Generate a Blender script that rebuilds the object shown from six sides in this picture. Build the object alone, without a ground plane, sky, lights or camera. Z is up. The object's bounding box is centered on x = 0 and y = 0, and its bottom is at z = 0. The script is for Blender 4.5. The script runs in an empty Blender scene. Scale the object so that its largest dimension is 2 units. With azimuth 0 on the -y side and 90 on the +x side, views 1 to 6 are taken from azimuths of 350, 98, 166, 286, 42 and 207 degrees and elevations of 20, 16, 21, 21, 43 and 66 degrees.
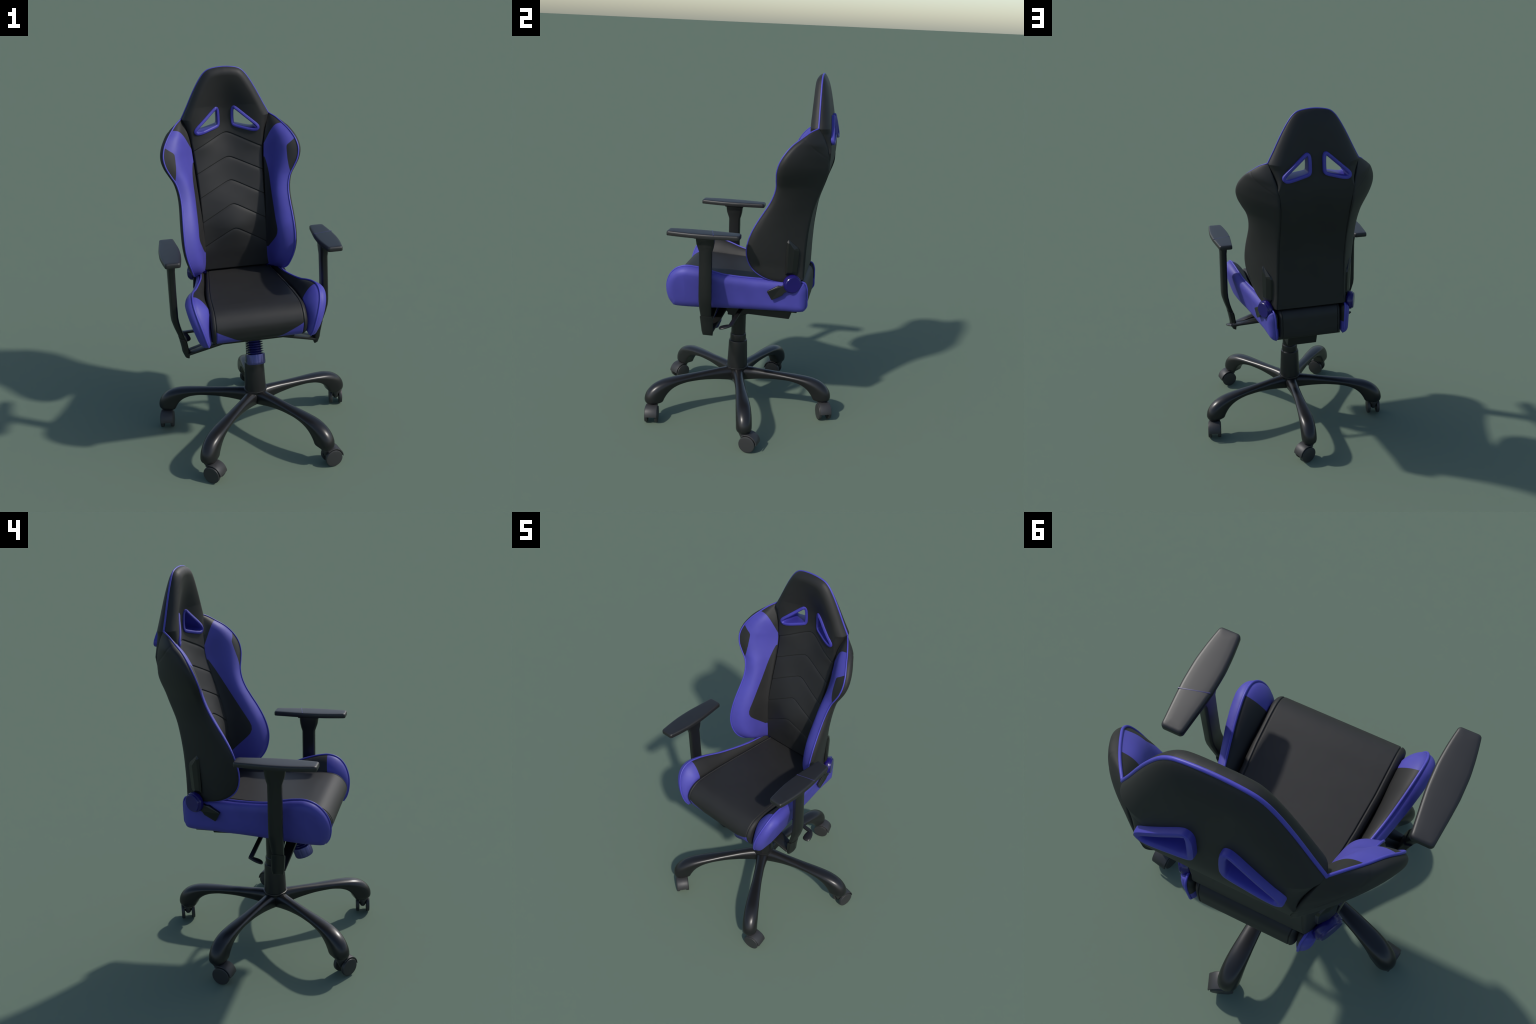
"""Racing-style swivel chair: padded shell, side wings, seat bolsters, T armrests, five-star base."""
import bpy, bmesh, math
import numpy as np
from mathutils import Vector, Matrix

CX = -0.037                      # the upholstery is symmetric about this plane
SEATX = -0.028                   # the seat and recliner hardware sit slightly to the right of it
ARMX = -0.032                    # and so do the armrests
HUB = (-0.011, -0.049)           # axis of the column and star base

# ------------------------------------------------------------------ helpers
def interp(x, xs, ys):
    """smooth (monotone cubic) 1-D interpolation through control values"""
    xs = np.asarray(xs, float); ys = np.asarray(ys, float); x = np.asarray(x, float)
    if xs[0] > xs[-1]:
        xs, ys = xs[::-1], ys[::-1]
    h = np.diff(xs); d = np.diff(ys) / h
    m = np.empty_like(ys); m[0] = d[0]; m[-1] = d[-1]
    for i in range(1, len(xs) - 1):
        m[i] = 0 if d[i-1] * d[i] <= 0 else 3*(h[i-1]+h[i]) / ((2*h[i]+h[i-1])/d[i-1] + (h[i]+2*h[i-1])/d[i])
    xc = np.clip(x, xs[0], xs[-1])
    k = np.clip(np.searchsorted(xs, xc) - 1, 0, len(xs) - 2)
    t = (xc - xs[k]) / h[k]
    return ((1+2*t)*(1-t)**2*ys[k] + t*(1-t)**2*h[k]*m[k] + t*t*(3-2*t)*ys[k+1] + t*t*(t-1)*h[k]*m[k+1])

def spline(pts, n, closed=False):
    """centripetal-like Catmull-Rom through points, n samples uniform in arc length"""
    P = np.asarray(pts, float)
    if closed:
        P = np.vstack([P[-1], P, P[0], P[1]])
    else:
        P = np.vstack([2*P[0]-P[1], P, 2*P[-1]-P[-2]])
    out = []
    for i in range(1, len(P) - 2):
        p0, p1, p2, p3 = P[i-1], P[i], P[i+1], P[i+2]
        a = lambda u, v: max(np.linalg.norm(u - v) ** 0.5, 1e-6)
        t0 = 0.0; t1 = t0 + a(p1, p0); t2 = t1 + a(p2, p1); t3 = t2 + a(p3, p2)
        for t in np.linspace(t1, t2, 24, endpoint=False):
            A1 = (t1-t)/(t1-t0)*p0 + (t-t0)/(t1-t0)*p1
            A2 = (t2-t)/(t2-t1)*p1 + (t-t1)/(t2-t1)*p2
            A3 = (t3-t)/(t3-t2)*p2 + (t-t2)/(t3-t2)*p3
            B1 = (t2-t)/(t2-t0)*A1 + (t-t0)/(t2-t0)*A2
            B2 = (t3-t)/(t3-t1)*A2 + (t-t1)/(t3-t1)*A3
            out.append((t2-t)/(t2-t1)*B1 + (t-t1)/(t2-t1)*B2)
    out.append(P[-2])
    out = np.array(out)
    s = np.r_[0, np.cumsum(np.linalg.norm(np.diff(out, axis=0), axis=1))]
    u = np.linspace(0, s[-1], n + 1)[:-1] if closed else np.linspace(0, s[-1], n)
    return np.stack([np.interp(u, s, out[:, k]) for k in range(out.shape[1])], 1)

def seg_dist(P, poly):
    """distance of 2-D points P (N,2) to a polyline"""
    best = np.full(len(P), 1e9)
    for a, b in zip(poly[:-1], poly[1:]):
        ab = b - a; L = ab @ ab
        t = np.clip(((P - a) @ ab) / max(L, 1e-12), 0, 1)
        best = np.minimum(best, np.linalg.norm(P - a - t[:, None] * ab, axis=1))
    return best

def in_poly(P, poly):
    x, y = P[:, 0], P[:, 1]; ins = np.zeros(len(P), bool)
    for (x1, y1), (x2, y2) in zip(poly, np.roll(poly, -1, axis=0)):
        c = (y1 > y) != (y2 > y)
        with np.errstate(divide='ignore', invalid='ignore'):
            ins ^= c & (x < (x2 - x1) * (y - y1) / (y2 - y1) + x1)
    return ins

def quarter(t):
    t = np.clip(t, 0, 1)
    return np.sqrt(np.clip(1 - (1 - t) ** 2, 0, 1))

def rounded_polygon(corners, r, n=8):
    """polygon in 2-D with its corners rounded (radius per corner)"""
    C = [np.array(c, float) for c in corners]; N = len(C); out = []
    for i in range(N):
        a, b, c = C[i-1], C[i], C[(i+1) % N]
        u = (a-b)/np.linalg.norm(a-b); v = (c-b)/np.linalg.norm(c-b)
        half = math.acos(np.clip(u @ v, -1, 1)) / 2
        rr = r[i] if hasattr(r, '__len__') else r
        d = rr / math.tan(half); bis = (u+v)/np.linalg.norm(u+v); ctr = b + bis*rr/math.sin(half)
        s, e = b + u*d - ctr, b + v*d - ctr
        a0 = math.atan2(s[1], s[0]); a1 = math.atan2(e[1], e[0])
        da = (a1 - a0 + math.pi) % (2*math.pi) - math.pi
        for k in range(n + 1):
            q = a0 + da*k/n
            out.append(ctr + rr*np.array([math.cos(q), math.sin(q)]))
    return np.array(out)

ROOT = bpy.data.objects.new("gaming_chair", None)
bpy.context.scene.collection.objects.link(ROOT)
ROOT["label"] = "black and blue racing-style swivel chair with armrests"
ROOT["category"] = "office chair"
ROOT.location = (0, 0, 0)

def add_object(name, mesh, parent):
    o = bpy.data.objects.new(name, mesh)
    bpy.context.scene.collection.objects.link(o)
    o.parent = parent or ROOT
    return o

def new_mesh(name, verts, faces, mat, smooth=True, angle=None, recalc=True, bevel=None):
    me = bpy.data.meshes.new(name)
    me.from_pydata([tuple(map(float, v)) for v in verts], [], [tuple(map(int, f)) for f in faces])
    bm = bmesh.new(); bm.from_mesh(me)
    bmesh.ops.remove_doubles(bm, verts=bm.verts, dist=1e-6)
    if recalc:
        bmesh.ops.recalc_face_normals(bm, faces=bm.faces)
    if bevel:
        w, seg, ang = bevel
        es = [e for e in bm.edges if len(e.link_faces) == 2 and e.calc_face_angle(0) > ang]
        bmesh.ops.bevel(bm, geom=es, offset=w, segments=seg, profile=0.5, affect='EDGES', clamp_overlap=True)
    bm.to_mesh(me); bm.free()
    me.materials.append(mat)
    if smooth:
        me.shade_smooth()
        if angle is not None:
            me.set_sharp_from_angle(angle=math.radians(angle))
    else:
        me.shade_flat()
    return me

def build(name, verts, faces, mat, parent=None, **k):
    return add_object(name, new_mesh(name, verts, faces, mat, **k), parent)

def loft_data(secs, close=True, caps=True):
    """quads through equal-length sections"""
    n = len(secs[0]); V = [p for s in secs for p in s]; F = []
    for i in range(len(secs) - 1):
        for j in range(n if close else n - 1):
            a = i*n + j; b = i*n + (j+1) % n
            F.append((a, b, b + n, a + n))
    if caps and close:
        F.append(tuple(range(n - 1, -1, -1))); F.append(tuple(range((len(secs)-1)*n, len(secs)*n)))
    return V, F

def tube_data(path, r, n=10, closed=False):
    P = np.asarray(path, float); secs = []
    T = np.gradient(P, axis=0) if not closed else np.roll(P, -1, 0) - np.roll(P, 1, 0)
    T /= np.linalg.norm(T, axis=1)[:, None]
    ref = np.array([0, 0, 1.0]) if abs(T[0][2]) < 0.8 else np.array([1.0, 0, 0])
    N = np.cross(T[0], ref); N /= np.linalg.norm(N)
    for p, t in zip(P, T):
        N = N - t*(N @ t); N /= np.linalg.norm(N); B = np.cross(t, N)
        secs.append([p + r*(math.cos(a)*N + math.sin(a)*B) for a in np.linspace(0, 2*math.pi, n, endpoint=False)])
    if closed:
        secs.append(secs[0])
    return loft_data(secs, caps=not closed)

def lathe_data(profile, n=48, axis_origin=(0, 0, 0), M=None):
    secs = [[(r*math.cos(a), r*math.sin(a), z) for a in np.linspace(0, 2*math.pi, n, endpoint=False)] for r, z in profile]
    V, F = loft_data(secs)
    if M is not None:
        V = [M @ Vector(v) for v in V]
    return [Vector(v) + Vector(axis_origin) for v in V], F

def prism_data(poly, z0, z1, fn=lambda u, v, w: (u, v, w)):
    a = [fn(p[0], p[1], z0) for p in poly]; b = [fn(p[0], p[1], z1) for p in poly]
    return loft_data([a, b])

def box_data(lo, hi):
    return prism_data([(lo[0], lo[1]), (hi[0], lo[1]), (hi[0], hi[1]), (lo[0], hi[1])], lo[2], hi[2])

def regions(name_mat, V, F, region, parent, normals=None):
    """split one surface into named meshes that keep the normals of the whole"""
    V = np.asarray(V, float)
    if normals is None:
        me = bpy.data.meshes.new("whole"); me.from_pydata(V.tolist(), [], [tuple(f) for f in F])
        normals = np.empty(len(V)*3); me.vertex_normals.foreach_get("vector", normals); normals = normals.reshape(-1, 3)
        bpy.data.meshes.remove(me)
    objs = []
    region = np.asarray(region)
    for k, (nm, mat, par) in enumerate(name_mat):
        idx = np.nonzero(region == k)[0]
        if not len(idx):
            objs.append(None); continue
        used = sorted({v for i in idx for v in F[i]}); m = {v: j for j, v in enumerate(used)}
        me = bpy.data.meshes.new(nm)
        me.from_pydata(V[used].tolist(), [], [tuple(m[v] for v in F[i]) for i in idx])
        me.materials.append(mat); me.shade_smooth()
        me.normals_split_custom_set_from_vertices([tuple(x) for x in normals[used]])
        p = objs[par] if isinstance(par, int) else par
        objs.append(add_object(nm, me, p))
    return objs

def cut(V, F, cuts, face_ok=None):
    """slice a surface along planes (point, normal); returns new V, F with outward normals"""
    me = bpy.data.meshes.new("cut"); me.from_pydata([tuple(map(float, v)) for v in V], [], [tuple(map(int, f)) for f in F])
    bm = bmesh.new(); bm.from_mesh(me); bpy.data.meshes.remove(me)
    bmesh.ops.remove_doubles(bm, verts=bm.verts, dist=1e-7)
    bmesh.ops.recalc_face_normals(bm, faces=bm.faces)
    for c in cuts:
        co, no = c[0], c[1]; ok = c[2] if len(c) > 2 else face_ok
        fs = [f for f in bm.faces if ok is None or ok(f.calc_center_median())]
        geom = fs + list({e for f in fs for e in f.edges}) + list({v for f in fs for v in f.verts})
        bmesh.ops.bisect_plane(bm, geom=geom, plane_co=co, plane_no=no, dist=1e-6)
    bm.verts.index_update(); bm.normal_update()
    V2 = np.array([v.co[:] for v in bm.verts]); N2 = np.array([v.normal[:] for v in bm.verts])
    F2 = [[v.index for v in f.verts] for f in bm.faces]
    bm.free()
    return V2, F2, N2

def centers(V, F):
    V = np.asarray(V)
    return np.array([V[list(f)].mean(0) for f in F])

# ---------------------------------------------------------------- materials
def material(name, color, rough, spec=0.5, grain=0.0, scale=400.0, coat=0.0, tint=0.06, metallic=0.0):
    m = bpy.data.materials.new(name); m.use_nodes = True
    nt = m.node_tree; b = nt.nodes["Principled BSDF"]
    tc = nt.nodes.new("ShaderNodeTexCoord")
    n1 = nt.nodes.new("ShaderNodeTexNoise"); n1.inputs["Scale"].default_value = 9.0; n1.inputs["Detail"].default_value = 4
    nt.links.new(tc.outputs["Object"], n1.inputs["Vector"])
    r = nt.nodes.new("ShaderNodeValToRGB")
    lo = [c*(1-tint) for c in color] + [1]; hi = [c*(1+tint) for c in color] + [1]
    r.color_ramp.elements[0].position = 0.35; r.color_ramp.elements[0].color = lo
    r.color_ramp.elements[1].position = 0.65; r.color_ramp.elements[1].color = hi
    nt.links.new(n1.outputs["Fac"], r.inputs["Fac"]); nt.links.new(r.outputs["Color"], b.inputs["Base Color"])
    b.inputs["Roughness"].default_value = rough
    b.inputs["Specular IOR Level"].default_value = spec
    b.inputs["Coat Weight"].default_value = coat
    b.inputs["Metallic"].default_value = metallic
    if grain > 0:
        v = nt.nodes.new("ShaderNodeTexVoronoi"); v.inputs["Scale"].default_value = scale
        nt.links.new(tc.outputs["Object"], v.inputs["Vector"])
        bp = nt.nodes.new("ShaderNodeBump"); bp.inputs["Strength"].default_value = grain; bp.inputs["Distance"].default_value = 0.0006
        nt.links.new(v.outputs["Distance"], bp.inputs["Height"]); nt.links.new(bp.outputs["Normal"], b.inputs["Normal"])
    return m

LEATHER = material("black_leather", (0.0190, 0.0188, 0.0185), 0.57, 0.30, 0.06, 420)
BLUE = material("blue_leather", (0.061, 0.055, 0.315), 0.55, 0.36, 0.05, 420)
PIPING = material("blue_piping", (0.062, 0.055, 0.36), 0.45, 0.4)
FRAME_BLUE = material("blue_plastic", (0.050, 0.043, 0.32), 0.45, 0.4)
KNOB_BLUE = material("deep_blue_plastic", (0.011, 0.005, 0.112), 0.25, 0.5)
SCREW_BLUE = material("blue_lacquered_metal", (0.085, 0.085, 0.24), 0.33, 0.5, metallic=0.55)
THREAD = material("dark_blue_lacquer", (0.012, 0.012, 0.110), 0.22, 0.6)
PLASTIC = material("black_plastic", (0.0095, 0.010, 0.0098), 0.35, 0.45)
PAD = material("armrest_rubber", (0.014, 0.014, 0.0145), 0.46, 0.5, 0.05, 500)
METAL = material("black_painted_metal", (0.010, 0.010, 0.0105), 0.33, 0.45)
CASTER = material("caster_plastic", (0.027, 0.027, 0.028), 0.5, 0.45)
MECH = material("dark_steel", (0.009, 0.0095, 0.0095), 0.5, 0.4)

# ============================================================== BACKREST
# side outline of the central shell (half width, height), bottom to crown
OUT = spline([(0.199, 0.884), (0.192, 0.96), (0.189, 1.10), (0.189, 1.254), (0.191, 1.40), (0.197, 1.518), (0.203, 1.57),
              (0.212, 1.62), (0.228, 1.68), (0.238, 1.715), (0.2425, 1.729), (0.2380, 1.7385), (0.2275, 1.7585), (0.211, 1.79), (0.179, 1.854), (0.157, 1.895), (0.136, 1.930),
              (0.117, 1.957), (0.103, 1.972), (0.086, 1.984), (0.064, 1.991), (0.040, 1.995)], 620)
# seam between the central panel and the wings, seen from the front (height, half width)
SEAMX = ([.88, .95, 1.05, 1.155, 1.287, 1.42, 1.548, 1.62, 1.68, 1.73], [.186, .178, .175, .180, .189, .197, .204, .213, .228, .243])
FC = ([0.88, 0.95, 1.03, 1.132, 1.262, 1.385, 1.509, 1.639, 1.70, 1.76, 1.82, 1.88, 1.93, 1.97, 2.0],
      [0.226, 0.216, 0.204, 0.198, 0.239, 0.293, 0.335, 0.376, 0.3835, 0.380, 0.367, 0.350, 0.3375, 0.331, 0.330])
FS = ([0.88, 0.95, 1.012, 1.155, 1.287, 1.42, 1.548, 1.62, 1.70, 1.80, 1.90, 2.0],
      [0.228, 0.219, 0.214, 0.2215, 0.252, 0.294, 0.328, 0.331, 0.328, 0.327, 0.328, 0.330])
BC = ([0.88, 0.956, 1.061, 1.173, 1.257, 1.341, 1.443, 1.534, 1.605, 1.70, 1.79, 1.87, 1.963, 2.0],
      [0.338, 0.340, 0.342, 0.349, 0.362, 0.384, 0.418, 0.440, 0.445, 0.437, 0.424, 0.412, 0.394, 0.385])

def y_front(x, z):
    w = np.interp(z, OUT[:, 1], OUT[:, 0])
    c = interp(z, *FC); s = interp(z, *FS)
    hw = np.clip(0.90 * w, 0.02, 0.19)
    k = np.clip(np.abs(x) / hw, 0, 1)
    return s + (c - s) * 0.5 * (1 + np.cos(np.pi * k))

def y_back(x, z):
    w = np.interp(z, OUT[:, 1], OUT[:, 0])
    return interp(z, *BC) - 0.001 * np.clip(np.abs(x) / w, 0, 1) ** 2

def y_rim(z):
    return np.interp(z, [0.88, 1.0, 1.3, 1.6, 1.73, 1.85, 2.0], [0.29, 0.28, 0.31, 0.375, 0.375, 0.371, 0.366])

CHEVRON = [(1.639, 1.545), (1.509, 1.418), (1.385, 1.287), (1.262, 1.152), (1.132, 1.010)]
# outer edge of a headrest window frame (x > 0 side, seen from the front): a soft three-cornered opening
WINDOW = [(.0300, 1.735), (.0325, 1.766), (.0400, 1.781), (.0515, 1.7845), (.0640, 1.778), (.0850, 1.7605), (.1150, 1.7340), (.1480, 1.7055), (.1710, 1.6845),
          (.1815, 1.6690), (.1805, 1.6530), (.1680, 1.6420), (.1500, 1.6400), (.1200, 1.6455), (.0860, 1.6550), (.0520, 1.6650), (.0385, 1.6725), (.0315, 1.6860), (.0300, 1.7060)]
WIN = spline(WINDOW, 96, closed=True)
def poly_offset(P, d):
    T = np.roll(P, -1, 0) - np.roll(P, 1, 0); T /= np.linalg.norm(T, axis=1)[:, None]
    N = np.stack([-T[:, 1], T[:, 0]], 1)
    if ((P + 0.001*N) - P.mean(0)).std() > (P - P.mean(0)).std():
        N = -N
    return P + d * N

def build_shell():
    NX, NZ = 130, len(OUT)
    s = np.linspace(-1, 1, NX + 1)
    S, R = np.meshgrid(s, np.arange(NZ))
    ox, oz = OUT[:, 0][R], OUT[:, 1][R]
    X = S * ox
    Z = oz + 0.0025 * (1 - S**2) * np.clip((oz - 1.9)/0.09, 0, 1)**3
    P2 = np.stack([np.abs(X).ravel(), Z.ravel()], 1)
    rim = np.vstack([[0.0, OUT[0, 1]], OUT[::6], OUT[-1], [0.0, OUT[-1, 1] + 0.0025]])
    d = seg_dist(P2, rim).reshape(X.shape)
    d[:, 0] = d[:, -1] = 0; d[-1] = 0; d[0] = 0
    rimy = y_rim(Z)
    hb = np.clip((Z - 1.60) / 0.10, 0, 1)
    Rf = 0.014 + 0.030 * hb
    Rb = 0.006 + 0.074 * hb
    yf = rimy + (y_front(X, Z) - rimy) * quarter(d / Rf)
    yb = rimy + (y_back(X, Z) - rimy) * quarter(d / Rb)
    # stitched chevrons pressed into the front
    for zm, ze in CHEVRON:
        sl = (zm - ze) / 0.195
        ax = np.sqrt(X**2 + 0.016**2) - 0.016
        dz = (Z - (zm - sl * ax)) / math.sqrt(1 + sl * sl)
        # upper flap overlaps: abrupt step in, slow recovery below
        yf += np.where(dz > 0, 0.0050 * np.exp(-(dz / 0.0018) ** 2), 0.0050 * np.exp(dz / 0.008))
    V = []; F = []
    n = NX + 1
    front = np.stack([X, yf, Z], 2).reshape(-1, 3); back = np.stack([X, yb, Z], 2).reshape(-1, 3)
    V = np.vstack([front, back]); off = len(front)
    hole = poly_offset(WIN, 0.008)
    i, j = np.meshgrid(np.arange(NZ - 1), np.arange(NX), indexing='ij')
    a = (i*n + j).ravel(); q = np.stack([a, a+1, a+1+n, a+n], 1)
    c = front[q].mean(1)
    keep = ~in_poly(np.stack([np.abs(c[:, 0]), c[:, 2]], 1), hole)
    q = q[keep]
    V[:, 0] += CX
    allF = q.tolist() + (q[:, ::-1] + off).tolist()
    # the two halves share their rim position; weld them
    o = build("backrest", V, allF, LEATHER, recalc=False)
    return o

BACK = build_shell()

def sink(V, sx, c=CX):
    V = np.array(V, float); V[:, 0] = c + sx * V[:, 0]; return V

# --- window frames with their tunnels
def window_frame(sx):
    prof = [(0.0, 0.010, 0), (0.000, 0.002, 0), (0.002, -0.0045, 0), (0.007, -0.007, 0), (0.0135, -0.0068, 0), (0.0170, -0.0035, 0), (0.0182, 0.006, 0),
            (0.0175, -0.004, 1), (0.0172, 0.009, 1), (0.0160, 0.0145, 1), (0.0130, 0.0170, 1), (0.004, 0.0170, 1), (0.0005, 0.0150, 1), (-0.001, 0.010, 1), (-0.001, -0.012, 1)]
    secs = []
    yf = y_front(WIN[:, 0], WIN[:, 1]); yb = y_back(WIN[:, 0], WIN[:, 1])
    for o, dy, side in prof:
        Q = poly_offset(WIN, o)
        y = (yb if side else yf) + dy
        secs.append(np.stack([Q[:, 0], y, Q[:, 1]], 1))
    V, F = loft_data(secs, caps=False)
    build("headrest_window_frame", sink(V, sx), F, FRAME_BLUE, BACK, angle=40)

# --- head piping
def head_piping():
    k = OUT[:, 1] >= 1.728
    h = OUT[k]
    right = np.stack([h[:, 0] + 0.001, y_rim(h[:, 1]), h[:, 1] + 0.0], 1)
    right = np.vstack([right, [[0.020, y_rim(1.997), 1.9972]]])
    left = right[::-1].copy(); left[:, 0] *= -1
    path = spline(np.vstack([right[::3], [right[-1]], [[0, y_rim(1.998), 1.9978]], [left[0]], left[1::3]]), 220)
    path[:, 0] += CX; path[:, 2] -= 0.0018
    V, F = tube_data(path, 0.0046, 10)
    build("headrest_piping", V, F, PIPING, BACK)

# --- side wings
WP = np.array([(.243, .375, 1.730), (.274, .338, 1.711), (.303, .301, 1.683), (.334, .256, 1.647), (.358, .221, 1.603), (.3665, .196, 1.556),
               (.357, .183, 1.508), (.336, .180, 1.465), (.312, .178, 1.422), (.299, .167, 1.377), (.2935, .147, 1.330), (.294, .119, 1.281),
               (.2975, .085, 1.224), (.300, .056, 1.166), (.300, .036, 1.107), (.295, .029, 1.057), (.286, .033, 1.014), (.274, .048, .971),
               (.264, .077, .934), (.255, .120, .905), (.246, .165, .888), (.236, .215, .879)])
WSZ = [1.73, 1.69, 1.65, 1.61, 1.57, 1.53, 1.49, 1.45, 1.41, 1.37, 1.33, 1.28, 1.222, 1.166, 1.11, 1.06, 1.02, .982, .95, .924, .905, .890]
GX = ([.88, .895, .973, 1.10, 1.254, 1.40, 1.518, 1.57, 1.618, 1.68, 1.73], [.200, .198, .190, .188, .188, .190, .194, .197, .207, .226, .243])
GY = ([.88, .973, 1.10, 1.254, 1.40, 1.518, 1.57, 1.618, 1.68, 1.73], [.337, .339, .344, .362, .406, .439, .439, .428, .404, .376])
def wing(sx):
    NT, NU, NO = 280, 34, 34
    ctrl = np.column_stack([WP, np.array(WSZ)])
    C = spline(ctrl, NT)
    P, sz = C[:, :3], C[:, 3]
    Sx = interp(sz, *SEAMX); Sy = y_front(Sx, sz)
    blend = np.clip((sz - 1.62) / 0.11, 0, 1)
    Sy = Sy * (1 - blend) + np.interp(sz, [1.6, 1.73], [0.333, 0.3755]) * blend
    S = np.stack([Sx - 0.004, Sy + 0.004, sz], 1)
    S[0] = P[0]
    snug = np.clip((1.52 - sz)/.08, 0, 1)
    G = np.stack([interp(sz, *GX) - .004*snug, interp(sz, *GY) + 0.002 - .002*snug, sz], 1); G[0] = P[0]
    tt = np.linspace(0, 1, NT)
    Ai = interp(P[:, 2], [.875, .90, .95, 1.02, 1.14, 1.30, 1.45, 1.58, 1.66, 1.73], [.010, .020, .030, .036, .039, .033, .030, .031, .021, 0])
    Ao = interp(P[:, 2], [.875, .90, .95, 1.05, 1.20, 1.40, 1.56, 1.66, 1.73], [.008, .018, .026, .030, .029, .025, .026, .024, 0])
    Ex = interp(P[:, 2], [.875, .90, .95, 1.10, 1.40, 1.56, 1.66, 1.73], [.003, .005, .008, .011, .015, .022, .021, 0])
    secs = []
    for p, s, g, ai, ao, ex in zip(P, S, G, Ai, Ao, Ex):
        row = []
        c = p - s; nrm = np.array([c[1], -c[0], 0.0]); L = np.linalg.norm(nrm)
        nrm = nrm / L if L > 1e-6 else np.zeros(3)
        for u in np.linspace(0, 1, NU):
            b = ai * math.sin(math.pi * u ** 1.60) ** 1.05 if 0 < u < 1 else 0
            row.append(s + c*u + nrm*b)
        c2 = g - p; n2 = np.array([c2[1], -c2[0], 0.0]); L = np.linalg.norm(n2)
        n2 = n2 / L if L > 1e-6 else np.zeros(3)
        for u in (np.linspace(0, 1, NO)[1:] ** 1.6):
            b = ao * math.sin(math.pi * u ** 0.78) ** 0.75 if u < 1 else 0
            fat = np.array([ex * float(quarter(u/.12)) * (1 - u), 0, 0])
            # seam of the shoulder cap on the outer face
            q = p + c2*u + n2*b + fat
            zs = 1.683 - 0.12 * (u ** 1.3)
            b2 = -0.0018 * math.exp(-((q[2] - zs)/0.0022) ** 2)
            row.append(q + n2*b2)
        # close through the inside
        row.append(0.5*(s + g))
        secs.append(row)
    V, F = loft_data(secs)
    V = sink(V, sx)
    A3 = lambda y, z: Vector((0, y, z))
    def line(p, q):
        d = Vector((0, q[0]-p[0], q[1]-p[1])); return A3(*p), Vector((0, -d.z, d.y)).normalized()
    cap = [(.301, 1.683), (.333, 1.570)]
    patch = [(.372, 1.622), (.352, 1.607), (.312, 1.579), (.306, 1.570), (.3045, 1.556), (.304, 1.505), (.308, 1.465), (.322, 1.405)]
    low = [(.318, 1.497), (.136, 1.203), (.110, 1.160), (.100, 1.136), (.099, 1.115), (.107, 1.095), (.124, 1.077), (.203, 1.006)]
    inner_n = NU - 1
    n = NU + NO
    # faces belong to the inner cushion when their loft column is below NU-1
    isin = np.array([(k % n) < inner_n for k in range((NT - 1) * n)] + [False, False])
    Vi, Fi = V, F
    inner = [f for f, k in zip(F, isin) if k]; outer = [f for f, k in zip(F, isin) if not k]
    # tag by slicing only inner faces: build outer+inner together so normals stay shared
    me = bpy.data.meshes.new("w"); me.from_pydata(V.tolist(), [], [tuple(f) for f in inner + outer])
    bm = bmesh.new(); bm.from_mesh(me); bpy.data.meshes.remove(me)
    bm.faces.ensure_lookup_table()
    lay = bm.faces.layers.int.new("inner")
    for k, f in enumerate(bm.faces):
        f[lay] = 1 if k < len(inner) else 0
    bmesh.ops.recalc_face_normals(bm, faces=bm.faces)
    for poly in (cap, patch, low):
        for p, q in zip(poly[:-1], poly[1:]):
            co, no = line(p, q)
            if poly is patch:
                co = Vector((CX + sx*p[0], 0, p[1])); no = Vector((-(q[1]-p[1]), 0, sx*(q[0]-p[0]))).normalized()
            lo_z, hi_z = min(p[1], q[1]) - .02, max(p[1], q[1]) + .02
            fs = [f for f in bm.faces if f[lay] and lo_z < f.calc_center_median().z < hi_z]
            geom = fs + list({e for f in fs for e in f.edges}) + list({v for f in fs for v in f.verts})
            bmesh.ops.bisect_plane(bm, geom=geom, plane_co=co, plane_no=no, dist=2e-5)
    bm.verts.index_update(); bm.normal_update()
    VV = np.array([v.co[:] for v in bm.verts]); NN = np.array([v.normal[:] for v in bm.verts])
    FF = [[v.index for v in f.verts] for f in bm.faces]; tag = np.array([f[lay] for f in bm.faces])
    bm.free()
    cc = centers(VV, FF); yz = cc[:, 1:3]
    reg = np.zeros(len(FF), int)
    reg[tag == 1] = 1
    e = np.array(cap); dirv = e[1] - e[0]
    above = (yz - e[0]) @ np.array([-dirv[1], dirv[0]])
    reg[(tag == 1) & (above > 0) & (yz[:, 1] > 1.55)] = 2
    pp = np.array(patch + [(.45, 1.40), (.45, 1.622)])
    reg[(tag == 1) & in_poly(np.column_stack([sx*(cc[:, 0] - CX), cc[:, 2]]), pp)] = 3
    lp = np.array(low + [(.34, 1.0), (.40, 1.497)])
    reg[(tag == 1) & in_poly(yz, lp)] = 4
    regions([("side_wing", LEATHER, BACK), ("wing_cushion", BLUE, BACK), ("wing_shoulder_panel", LEATHER, BACK),
             ("wing_edge_panel", LEATHER, BACK), ("wing_lumbar_panel", LEATHER, BACK)], VV, FF, reg, BACK, NN)
    # piping
    C2 = spline(WP, 240); C2[:, 0] = CX + sx * (C2[:, 0] + 0.001); C2[:, 1] -= 0.001
    Vt, Ft = tube_data(C2, 0.0039, 10)
    build("wing_piping", Vt, Ft, PIPING, BACK)

for sx in (1, -1):
    window_frame(sx); wing(sx)
head_piping()

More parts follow.
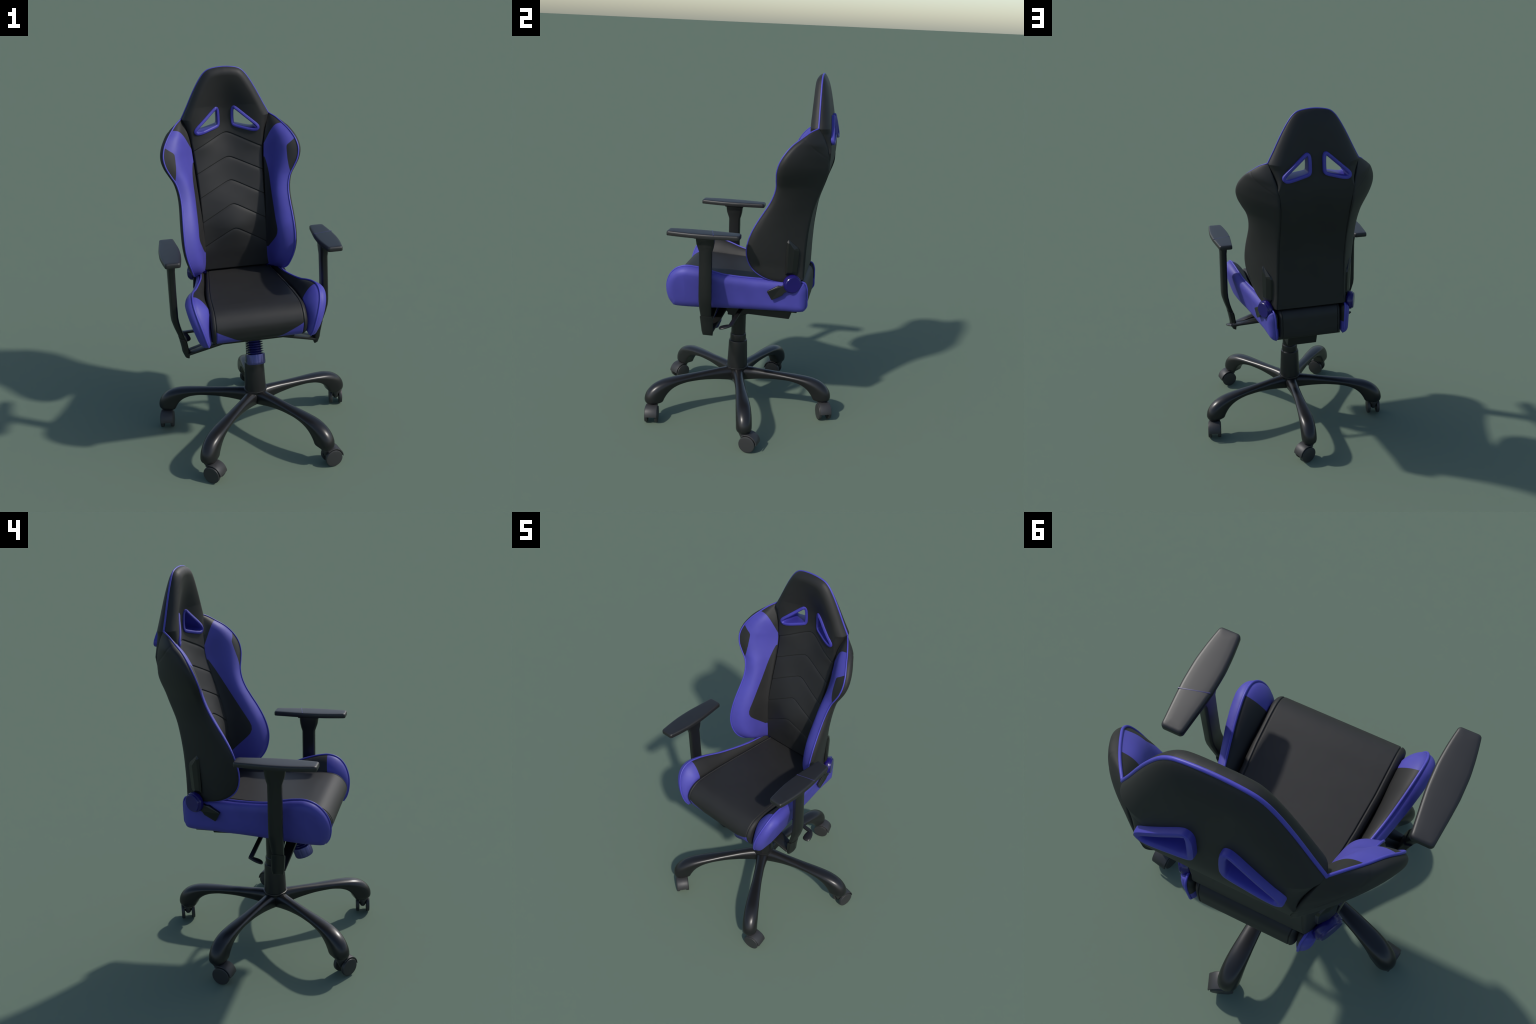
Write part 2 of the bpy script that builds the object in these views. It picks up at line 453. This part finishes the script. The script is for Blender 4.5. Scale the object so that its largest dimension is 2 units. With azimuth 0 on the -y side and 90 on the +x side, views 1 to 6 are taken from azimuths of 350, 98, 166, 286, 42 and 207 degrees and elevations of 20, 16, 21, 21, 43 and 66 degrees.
# ================================================================== SEAT
PADP = spline([(-0.10, .701), (-.30, .703), (-.355, .712), (-.388, .736), (-.402, .765), (-.410, .792), (-.409, .816), (-.388, .853), (-.350, .879),
               (-.295, .887), (-.20, .885), (-.07, .881), (.05, .879), (.18, .882), (.29, .881), (.335, .874), (.354, .850), (.360, .80), (.360, .74), (.352, .716), (.32, .710), (.1, .707)], 300, closed=True)
def pad_half(y):
    """half width of the cushion: it narrows towards the backrest"""
    return np.interp(y, [-.42, -.30, -.18, -.03, .12, .36], [.2465, .2435, .239, .226, .207, .175])
def seat_pad():
    xs = np.r_[np.linspace(-.236, -.200, 30), np.linspace(-.19, .19, 30), np.linspace(.200, .236, 30)]
    T = np.roll(PADP, -1, 0) - np.roll(PADP, 1, 0); T /= np.linalg.norm(T, axis=1)[:, None]
    N = np.stack([-T[:, 1], T[:, 0]], 1)
    if (N[np.argmax(PADP[:, 1])][1]) > 0: N = -N     # inward
    secs = []
    for x in xs:
        a = abs(x)
        off = 0.0045 * math.exp(-((a - .2135)/.0022) ** 2) + 0.022 * (1 - math.sqrt(max(0, 1 - (max(0, a - .214)/.0221) ** 2)))
        crown = 0.0012 * (1 - min(1, a/.21) ** 2)
        q = PADP + N * (off - crown * np.clip((-N[:, 1:2] - .35)/.6, 0, 1))
        secs.append(np.column_stack([SEATX + x * pad_half(q[:, 0])/.236, q]))
    V, F = loft_data(secs)
    cuts = []; ok = lambda c: c.y < -.33 and c.z < .82
    for s in (1, -1):
        p = Vector((SEATX + s*.2230, 0, .800)); q = Vector((SEATX + s*.100, 0, .724)); d = q - p
        cuts.append((p, Vector((-d.z, 0, d.x)), (lambda c, s=s: c.y < -.33 and c.z < .83 and s*(c.x-SEATX) > 0.0)))
        cuts.append((Vector((SEATX + s*.2230, 0, 0)), Vector((1, 0, 0)), ok))
    V, F, N2 = cut(V, F, cuts)
    c = centers(V, F); ax = np.abs(c[:, 0] - SEATX)
    tri = (c[:, 1] < -.34) & (ax < .2230) & (c[:, 2] < .800 - (.2230 - ax) * (.076/.1230)) & (c[:, 2] > .712)
    return regions([("seat", LEATHER, None), ("seat_corner_panel", BLUE, 0)], V, F, tri.astype(int), ROOT, N2)[0]
SEAT = seat_pad()

BQ = np.array([(.205, .345, .876), (.213, .28, .880), (.222, .20, .883), (.231, .120, .888), (.244, .062, .891), (.270, -.042, .902), (.285, -.102, .912), (.302, -.182, .935),
               (.3125, -.243, .949), (.320, -.298, .953), (.3225, -.345, .938), (.3165, -.381, .904), (.302, -.405, .853), (.286, -.412, .797), (.2715, -.402, .740), (.263, -.385, .710)])
def bolster(sx):
    top = spline(BQ, 150)
    xtop = lambda y: np.interp(y, [-.41, -.30, -.243, -.182, -.102, -.042, .062, .12, .20, .36], [.364, .362, .354, .343, .325, .309, .283, .271, .256, .237])
    def x_out(y, z):
        k = np.interp(y, [-.4, -.1, .1, .36], [.35, .27, .13, .05])
        t = np.clip(.93 - z, 0, 1)
        return xtop(y) - k * t*t/(t + .05)
    rest = spline([(-.385, .710), (-.360, .7045), (-.30, .704), (-.15, .704), (.05, .704), (.25, .703), (.33, .704), (.353, .712), (.361, .732), (.362, .80), (.360, .845), (.345, .876)], 120)[1:-1]
    restx = x_out(rest[:, 0], rest[:, 1]) - np.interp(rest[:, 0], [-.35, .0, .36], [.022, .028, .034])
    loop = np.vstack([top, np.column_stack([restx, rest])])
    ctr = np.array([-.03, .785])
    yz = loop[:, 1:]; D = yz - ctr
    n = len(loop)
    def ring(s):
        q = ctr + D * s
        d = seg_dist(q, np.vstack([yz, yz[0]]))
        return q, d
    scales = [0.97, .94, .91, .88, .85, .82, .78, .72, .62, .45, .22]
    depths = [0.003, .006, .010, .015, .021, .028, .037, .048, .060, .08]
    # rings at given distances from the outline (offset inward along the outline normal, smoothed)
    T = np.roll(yz, -1, 0) - np.roll(yz, 1, 0); T /= np.linalg.norm(T, axis=1)[:, None]
    N = np.stack([-T[:, 1], T[:, 0]], 1)
    if ((D * N).sum(1)).mean() > 0: N = -N
    for _ in range(26):
        N = (N + np.roll(N, 1, 0) + np.roll(N, -1, 0)) / 3
    N /= np.linalg.norm(N, axis=1)[:, None]
    secs = []
    def q_at(d):
        return yz + N * d
    # how far in from the outline the inner face takes to reach the cushion
    DEP = np.interp(yz[:, 0], [-.40, -.36, -.28, -.05, .10, .30], [.052, .060, .076, .066, .045, .034])
    DEP = np.where(yz[:, 1] < .80, np.minimum(DEP, np.interp(yz[:, 1], [.70, .80], [.022, .046])), DEP)
    for _ in range(20):
        DEP = (DEP + np.roll(DEP, 1) + np.roll(DEP, -1))/3
    inner_side = []
    for d in [.074, .066, .056, .046, .036, .027, .018, .011, .006, .003]:
        q = q_at(d)
        t = np.clip(d/DEP, 0, 1)
        fl = pad_half(q[:, 0]) + .0005
        x = fl + np.maximum(loop[:, 0] - fl, .004) * (0.42*(1-t) + 0.58*(1 - np.sqrt(1 - (1-t)**2)))
        inner_side.append(np.column_stack([x, q]))
    secs = inner_side + [loop]
    for d in [.0025, .006, .011, .018, .026, .036, .046]:
        q = q_at(d)
        xo = x_out(q[:, 0], q[:, 1]); t = quarter(d/.045)
        x = loop[:, 0] + (xo - loop[:, 0]) * t
        secs.append(np.column_stack([x, q]))
    # close the flat middles with a shrinking strip (outline collapsed onto its long axis)
    def collapse(sec, k, xf):
        q = sec[:, 1:].copy(); cy = np.clip(q[:, 0], -.31, .26); cz = np.interp(cy, [-.40, .36], [.80, .785])
        q = q + (np.column_stack([cy, cz]) - q) * k
        return np.column_stack([xf(q), q])
    L = secs[-1]; secs += [collapse(L, k, lambda q: x_out(q[:, 0], q[:, 1])) for k in (.25, .5, .75, 1.0)]
    L0 = secs[0]; secs = [collapse(L0, k, lambda q: pad_half(q[:, 0]) - .004) for k in (1.0, .5)] + secs
    V, F = loft_data(secs, caps=False)
    V = sink(V, sx, SEATX)
    ncol = len(loop); iring = 2 + len(inner_side)
    p = Vector((0, -.291, .946)); q = Vector((0, -.301, .874)); d = q - p
    ZL = .783
    me = bpy.data.meshes.new("b"); me.from_pydata(V.tolist(), [], [tuple(f) for f in F])
    bm = bmesh.new(); bm.from_mesh(me); bpy.data.meshes.remove(me)
    lay = bm.faces.layers.int.new("side")
    for k, f in enumerate(bm.faces):
        f[lay] = 1 if (k // ncol) < iring else 0
    bmesh.ops.recalc_face_normals(bm, faces=bm.faces)
    for co, no in ((p, Vector((0, -d.z, d.y)).normalized()), (Vector((0, 0, ZL)), Vector((0, 0, 1)))):
        fs = [f for f in bm.faces if f[lay]]
        geom = fs + list({e for f in fs for e in f.edges}) + list({v for f in fs for v in f.verts})
        bmesh.ops.bisect_plane(bm, geom=geom, plane_co=co, plane_no=no, dist=2e-5)
    bm.verts.index_update(); bm.normal_update()
    V = np.array([v.co[:] for v in bm.verts]); N2 = np.array([v.normal[:] for v in bm.verts])
    F = [[v.index for v in f.verts] for f in bm.faces]; tag = np.array([f[lay] for f in bm.faces]); bm.free()
    c = centers(V, F)
    e = (c[:, 1] - p.y) * (-d.z) + (c[:, 2] - p.z) * d.y
    black = (tag == 1) & (e > 0) & (c[:, 2] > ZL)
    objs = regions([("seat_bolster", BLUE, SEAT), ("bolster_thigh_panel", LEATHER, SEAT)], V, F, black.astype(int), SEAT, N2)
    rear = np.array([p for p in loop[len(top):] if p[1] > .335 and p[2] > .703])
    rear[:, 1] += 0.001
    path = spline(np.vstack([rear[::5], BQ]), 280); path[:, 0] = SEATX + sx*path[:, 0]
    path[:, 2] += 0.0015
    Vt, Ft = tube_data(path, 0.0046, 10)
    build("bolster_piping", Vt, Ft, PIPING, SEAT)
for sx in (1, -1):
    bolster(sx)
# board under the cushion
V, F = box_data((SEATX - .19, -.33, .690), (SEATX + .19, .31, .709))
build("seat_board", V, F, MECH, SEAT, bevel=(0.004, 2, .5), angle=40)

# ---------------------------------------------------- recliner hardware
TILT = math.radians(26)          # the hinge faces turn towards the rear
def recliner(sx):
    # knob: a drum on a tapering neck, built along its own axis and then turned
    M = Matrix.Rotation(TILT, 4, 'Z') @ Matrix.Rotation(math.radians(90), 4, 'Y')
    prof = [(.0, -.105), (.011, -.105), (.014, -.066), (.024, -.052), (.041, -.041), (.0495, -.035), (.0515, -.030), (.0515, -.0135), (.0495, -.0095), (.046, -.009), (.045, -.0075), (.045, -.003), (.042, .0), (.0, .0)]
    V, F = lathe_data(prof, 40, M=M)
    V = [(v[0] + .266, v[1] + .2905, v[2] + .8755) for v in V]
    build("recliner_knob", sink(V, sx), F, KNOB_BLUE, BACK, angle=35)
    # bracket plate above it, standing off the wing, with a faceted outer face
    bx = lambda y, z: .250 - .46*(y - .252) - .025*(1.12 - z)
    base = [(.240, 1.112), (.250, 1.128), (.302, 1.076), (.308, 1.060), (.302, .937), (.292, .920), (.240, .926)]
    top = [(.253, 1.106), (.256, 1.110), (.283, 1.070), (.284, 1.064), (.278, .946), (.274, .938), (.250, .940)]
    a = [(bx(y, z) - .020, y, z) for y, z in base]; b0 = [(bx(y, z) - .002, y, z) for y, z in base]
    b = [(bx(y, z) + .009, y, z) for y, z in top]
    V, F = loft_data([a, b0, b])
    build("recliner_bracket", sink(V, sx), F, PLASTIC, BACK, smooth=False, bevel=(.0015, 2, .3))
    # release lever
    d = np.array([-.118, -.066]); d = d/np.linalg.norm(d); nrm = np.array([-d[1], d[0]])
    o = np.array([.283, .874]); P = lambda s, w: tuple(o + d*s + nrm*w)
    poly = [P(.040, -.020), P(.058, -.020), P(.074, -.029), P(.138, -.029), P(.140, -.026), P(.140, .026), P(.138, .029), P(.074, .029), P(.058, .020), P(.040, .020)]
    # it leans outwards from behind the knob
    lean = lambda y: max(.270 - .30*(y - .156), .262)
    V, F = loft_data([[(lean(y) - .016, y, z) for y, z in poly], [(lean(y) + .002, y, z) for y, z in poly]])
    build("recline_lever", sink(V, sx, SEATX), F, PLASTIC, BACK, smooth=False, bevel=(.002, 2, .5))
for sx in (1, -1):
    recliner(sx)

# ============================================================== ARMRESTS
def oct_sec(cx, cy, z, hx, hy, sx, tilt=0.0):
    c = .42*hx
    pts = [(-hx, -hy + c), (-hx, hy - c), (-hx + c, hy), (hx - c, hy), (hx, hy - c*1.6), (hx + .003, 0.0), (hx, -hy + c*1.6), (hx - c, -hy), (-hx + c, -hy)]
    return [(CX + sx*(cx + px), cy + py, z + tilt*px) for px, py in pts]

def armrest(sx):
    secs = [(.399, -.176, 1.152, .026, .050), (.399, -.176, 1.128, .026, .050), (.399, -.1755, 1.104, .025, .047), (.399, -.174, 1.082, .0235, .041), (.399, -.1735, 1.062, .022, .0345),
            (.400, -.1725, .95, .0215, .0345), (.4005, -.171, .815, .0215, .0350), (.398, -.171, .785, .0215, .0345), (.388, -.1715, .742, .020, .0325), (.371, -.171, .690, .0185, .029), (.366, -.1705, .672, .018, .028)]
    tl = [0, 0, 0, 0, 0, 0, .05, .15, .30, .38, .40]
    V, F = loft_data([oct_sec(a, b, c, d*.83, e, sx, t) for (a, b, c, d, e), t in zip(secs, tl)])
    post = build("armrest", V, F, PLASTIC, ROOT, angle=28, bevel=(.002, 2, .55))
    # lower sleeve and elbow
    secs = [(.3685, -.1700, .684, .022, .0335), (.3650, -.1695, .672, .0222, .0340), (.357, -.166, .622, .0205, .0325), (.3540, -.164, .592, .0200, .031), (.350, -.163, .568, .0125, .027)]
    V, F = loft_data([oct_sec(a, b, c, d*.85, e, sx, .45) for a, b, c, d, e in secs])
    build("armrest_sleeve", V, F, PLASTIC, post, angle=28, bevel=(.002, 2, .55))
    # forked foot running under the seat
    def bar(p, q, w0, h0, w1, h1):
        p, q = np.array(p), np.array(q); d = (q - p)/np.linalg.norm(q - p)
        side = np.cross(d, [0, 0, 1.0]); side /= np.linalg.norm(side); up = np.cross(side, d)
        S = []
        for c, w, h in ((p, w0, h0), (q, w1, h1)):
            S.append([c - side*w - up*h, c + side*w - up*h, c + side*w + up*h, c - side*w + up*h])
        V, F = loft_data(S)
        return [(CX + sx*v[0], v[1], v[2]) for v in V], F
    V, F = bar((.344, -.180, .590), (.085, -.190, .664), .019, .006, .030, .010)
    build("armrest_strut", V, F, PLASTIC, post, angle=30, bevel=(.003, 2, .5))
    V, F = bar((.344, -.151, .5915), (.085, -.125, .648), .018, .006, .020, .010)
    build("armrest_strut", V, F, PLASTIC, post, angle=30, bevel=(.003, 2, .5))
    # pad
    # plan: gently barrelled sides, short straight ends with rounded corners
    def side_w(y):
        return interp(y, [-.378, -.345, -.28, -.225, -.165, -.11, -.05, .014], [.0365, .0420, .0500, .0535, .0530, .0490, .0430, .0365])
    ys = np.linspace(-.3655, .0015, 40)
    arc = np.linspace(0, math.pi/2, 8)
    w0, w1 = float(side_w(-.3655)), float(side_w(.0015))
    half = [(float(side_w(y)), y) for y in ys] + [(w1 - .0125*(1 - math.cos(t)), .0015 + .0125*math.sin(t)) for t in arc[1:]]
    half = [(w0 - .0125*(1 - math.cos(t)), -.3655 - .0125*math.sin(t)) for t in arc[:0:-1]] + half
    P3 = np.array([(.405 + w, y) for w, y in half] + [(.405 - w, y) for w, y in half[::-1]])
    rows = []
    for o, z in [(.005, 1.1475), (.001, 1.1485), (0, 1.151), (0, 1.163), (.0008, 1.1675), (.003, 1.1708), (.007, 1.1725), (.012, 1.1730), (.030, 1.1735)]:
        kx, ky = 1 - o/.050, 1 - o/.195
        rows.append([(ARMX + sx*(.405 + (x - .405)*kx), -.182 + (y + .182)*ky, z) for x, y in P3])
    V, F = loft_data(rows)
    build("armrest_pad", V, F, PAD, post, angle=50)
    # plate under the pad
    V, F = box_data((.372, -.232, 1.138), (.428, -.118, 1.1490))
    build("armrest_pad_mount", sink(V, sx, ARMX), F, PLASTIC, post, bevel=(.003, 2, .5), angle=40)
    if sx == 1:
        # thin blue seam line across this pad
        line = [(.4545, -.1213), (.3555, -.1477)]
        a, b = np.array(line[0]), np.array(line[1]); dd = (b - a)/np.linalg.norm(b - a); nn = np.array([-dd[1], dd[0]])*.0022
        p = [a - nn, b - nn, b + nn, a + nn]
        V, F = prism_data([tuple(q) for q in p], 1.1690, 1.1737)
        build("armrest_pad_seam", sink(V, 1, ARMX), F, SEAM, post, bevel=(.0008, 2, .5), angle=40)
SEAM = material("dull_blue_seam", (.032, .030, .10), .45, .5)
for sx in (1, -1):
    armrest(sx)

# ================================================ MECHANISM AND COLUMN
hx, hy = HUB
prof = [(.0, .186), (.030, .186), (.050, .190), (.0585, .205), (.060, .254), (.0645, .258), (.0655, .262), (.0645, .266), (.0605, .2675), (.0600, .272), (.0540, .424), (.0525, .429),
        (.0475, .434), (.0470, .440), (.0465, .468), (.0455, .471), (.0425, .474), (.0418, .60), (.0418, .705), (.0, .705)]
V, F = lathe_data(prof, 56, (hx, hy, 0))
BASE = build("star_base", V, F, METAL, ROOT, angle=28)
# tilt mechanism housing
P = [(-.10, .612), (-.10, .628), (-.145, .665), (-.145, .700), (.285, .700), (.258, .619), (.02, .627), (-.03, .608)]
V, F = loft_data([[(-.006 - .086, y, z) for y, z in P], [(-.006 + .086, y, z) for y, z in P]])
MECHO = build("tilt_mechanism", V, F, MECH, ROOT, smooth=False, bevel=(.004, 2, .5))
V, F = box_data((-.17, -.255, .672), (.12, -.06, .695))
build("mechanism_front_plate", V, F, MECH, MECHO, bevel=(.004, 2, .5), angle=40)
# tension screw
ax = Vector((0, .335, .942)).normalized()
M = ax.to_track_quat('Z', 'Y').to_matrix().to_4x4()
org = Vector((-.027, -.211, .527))
prof = [(0, .02)]
z = .022
for k in range(12):
    prof += [(.032, z), (.0335, z + .0012), (.0455, z + .0040), (.0470, z + .0052), (.0455, z + .0064), (.0335, z + .0092)]
    z += .0125
prof += [(.032, z), (0, z)]
V, F = lathe_data(prof, 44, M=M); V = [v + org for v in V]
build("tension_thread", V, F, THREAD, MECHO, angle=50)
secs = []
nn = 96
for r, zz in [(.040, -.0275), (.0470, -.0265), (.0495, -.022), (.0500, -.015), (.0505, .022), (.0495, .0268), (.0475, .0278), (.042, .0278), (.040, .022)]:
    s = []
    for k in range(nn):
        a = 2*math.pi*k/nn
        flute = (.0011 if (k % 8) < 2 else 0.0) if -.026 < zz < .0275 else 0
        s.append(M @ Vector(((r - flute)*math.cos(a), (r - flute)*math.sin(a), zz)) + org)
    secs.append(s)
V, F = loft_data(secs)
build("tension_knob", V, F, SCREW_BLUE, MECHO, angle=25)
# two hand levers
def hand_lever(start, end, tip, w):
    s, e, t = map(np.array, (start, end, tip))
    d = (e - s)/np.linalg.norm(e - s); side = np.cross(d, [0, 0, 1.0]); side /= np.linalg.norm(side); up = np.cross(side, d)
    S = [[c - side*.011 - up*.006, c + side*.011 - up*.006, c + side*.011 + up*.006, c - side*.011 + up*.006] for c in (s, e)]
    V, F = loft_data(S)
    rod = build("lever_rod", V, F, METAL, MECHO, angle=30, bevel=(.002, 2, .5))
    d2 = (t - e)/np.linalg.norm(t - e); L = np.linalg.norm(t - e); side2 = np.cross(d2, [0, 0, 1.0]); side2 /= np.linalg.norm(side2); up2 = np.cross(side2, d2)
    S = []
    for f, wd, th in [(-.10, .008, .006), (.05, .014, .007), (.25, .021, .0075), (.5, w, .008), (.75, w, .0075), (.90, w*.85, .006), (.98, w*.55, .004), (1.0, w*.3, .003)]:
        c = e + d2*L*f
        S.append([c + side2*wd*math.cos(a) + up2*th*math.sin(a) for a in np.linspace(0, 2*math.pi, 20, endpoint=False)])
    V, F = loft_data(S)
    build("lever_paddle", V, F, METAL, MECHO)
hand_lever((-.060, -.016, .650), (-.390, -.028, .645), (-.372, -.084, .616), .024)
hand_lever((.050, -.014, .668), (.345, -.030, .650), (.357, -.092, .634), .024)

# ------------------------------------------------------------- star legs
LT = [(.02, .262), (.08, .2605), (.16, .2555), (.25, .250), (.34, .2455), (.412, .2405), (.466, .2325), (.512, .2155), (.544, .191), (.5635, .163), (.571, .136), (.5695, .115), (.559, .106)]
LB = [(.02, .176), (.08, .188), (.16, .201), (.235, .2085), (.305, .210), (.361, .2035), (.404, .189), (.435, .167), (.454, .144), (.464, .127), (.468, .118), (.472, .112), (.482, .106)]
LW = [.042, .0335, .0290, .0295, .0335, .0375, .0410, .0430, .0438, .0438, .0435, .0415, .0360]
def leg_mesh():
    T = spline(LT, 56); ks = np.linspace(0, 1, 56)
    idx = np.linspace(0, 1, len(LT))
    # pair the two edges by control index
    sT = np.r_[0, np.cumsum(np.linalg.norm(np.diff(np.array(LT), axis=0), axis=1))]; sT /= sT[-1]
    k = np.interp(ks, sT, idx)
    Bt = np.stack([interp(k, idx, [p[0] for p in LB]), interp(k, idx, [p[1] for p in LB])], 1)
    W = interp(k, idx, LW)
    secs = []
    m = 32
    for t, b, w in zip(T, Bt, W):
        mid = (t + b)/2; h = (t - b)/2; row = []
        for q in range(m):
            a = 2*math.pi*q/m
            c, s = math.cos(a), math.sin(a)
            ez = 2/2.25 if c > 0 else 2/7.0
            el = 2/2.25 if c > 0 else 2/7.0
            cz = math.copysign(abs(c)**ez, c); sl = math.copysign(abs(s)**el, s)
            taper = 1.0 if c > 0 else 1.0 - .16*abs(cz)
            p = mid + h*cz
            row.append((p[0], w*sl*taper, p[1]))
        secs.append(row)
    V, F = loft_data(secs)
    return new_mesh("base_leg", V, F, METAL, angle=50)
LEG = leg_mesh()
ANG = [15.5, 87.5, 159.5, 231.5, 303.5]
for a in ANG:
    o = add_object("base_leg", LEG, BASE)
    o.location = (hx, hy, 0); o.rotation_euler = (0, 0, math.radians(a))

# --------------------------------------------------------------- casters
# local frame: stem at origin, wheels trail towards +x, axle along y
TR, WR = .030, .0468
def caster_meshes():
    # fork between the wheels
    S = []
    for z, rx, ry, cx0 in [(.112, .029, .029, 0), (.098, .031, .0295, .001), (.085, .029, .022, .004), (.070, .026, .0165, .008), (.050, .022, .0150, .013), (.043, .018, .0135, .016)]:
        S.append([(cx0 + rx*math.cos(a), ry*math.sin(a), z) for a in np.linspace(0, 2*math.pi, 28, endpoint=False)])
    V, F = loft_data(S); fork = new_mesh("caster", V, F, CASTER, angle=40)
    # quarter-round hood over the wheels
    a0, a1 = math.radians(3), math.radians(126)
    S = []
    ro, ri = .0565, .0515; hw = .0340
    for a in np.linspace(a0, a1, 26):
        c, s = math.cos(a), math.sin(a)
        S.append([(TR + r*c, y, WR + r*s) for r, y in [(ri, -hw), (ro - .004, -hw), (ro - .001, -hw + .0012), (ro, -hw + .004), (ro, hw - .004), (ro - .001, hw - .0012), (ro - .004, hw), (ri, hw)]])
    V, F = loft_data(S); hood = new_mesh("caster_hood", V, F, CASTER, angle=40)
    M = Matrix.Rotation(math.radians(90), 4, 'X')
    prof = [(0, -.0095), (WR - .004, -.0095), (WR - .0012, -.0083), (WR, -.0058), (WR, .0058), (WR - .0012, .0083), (WR - .004, .0095), (WR - .006, .0098), (0, .0098)]
    V, F = lathe_data(prof, 48, M=M); wheel = new_mesh("caster_wheel", V, F, CASTER, angle=40)
    M = Matrix.Rotation(math.radians(90), 4, 'X')
    V, F = lathe_data([(0, -.030), (.007, -.030), (.007, .030), (0, .030)], 16, M=M); axle = new_mesh("caster_axle", V, F, CASTER, angle=40)
    return fork, hood, wheel, axle
FORK, HOOD, WHEEL, AXLE = caster_meshes()
HOODANG = [80, 22, 260, 322, 10]
for a, h in zip(ANG, HOODANG):
    r = math.radians(a)
    c = add_object("caster", FORK, ROOT)
    c.location = (hx + .5275*math.cos(r), hy + .5275*math.sin(r), 0); c.rotation_euler = (0, 0, math.radians(h))
    add_object("caster_hood", HOOD, c)
    for s in (-1, 1):
        w = add_object("caster_wheel", WHEEL, c); w.location = (TR, s*.0286, WR)
    x = add_object("caster_axle", AXLE, c); x.location = (TR, 0, WR)
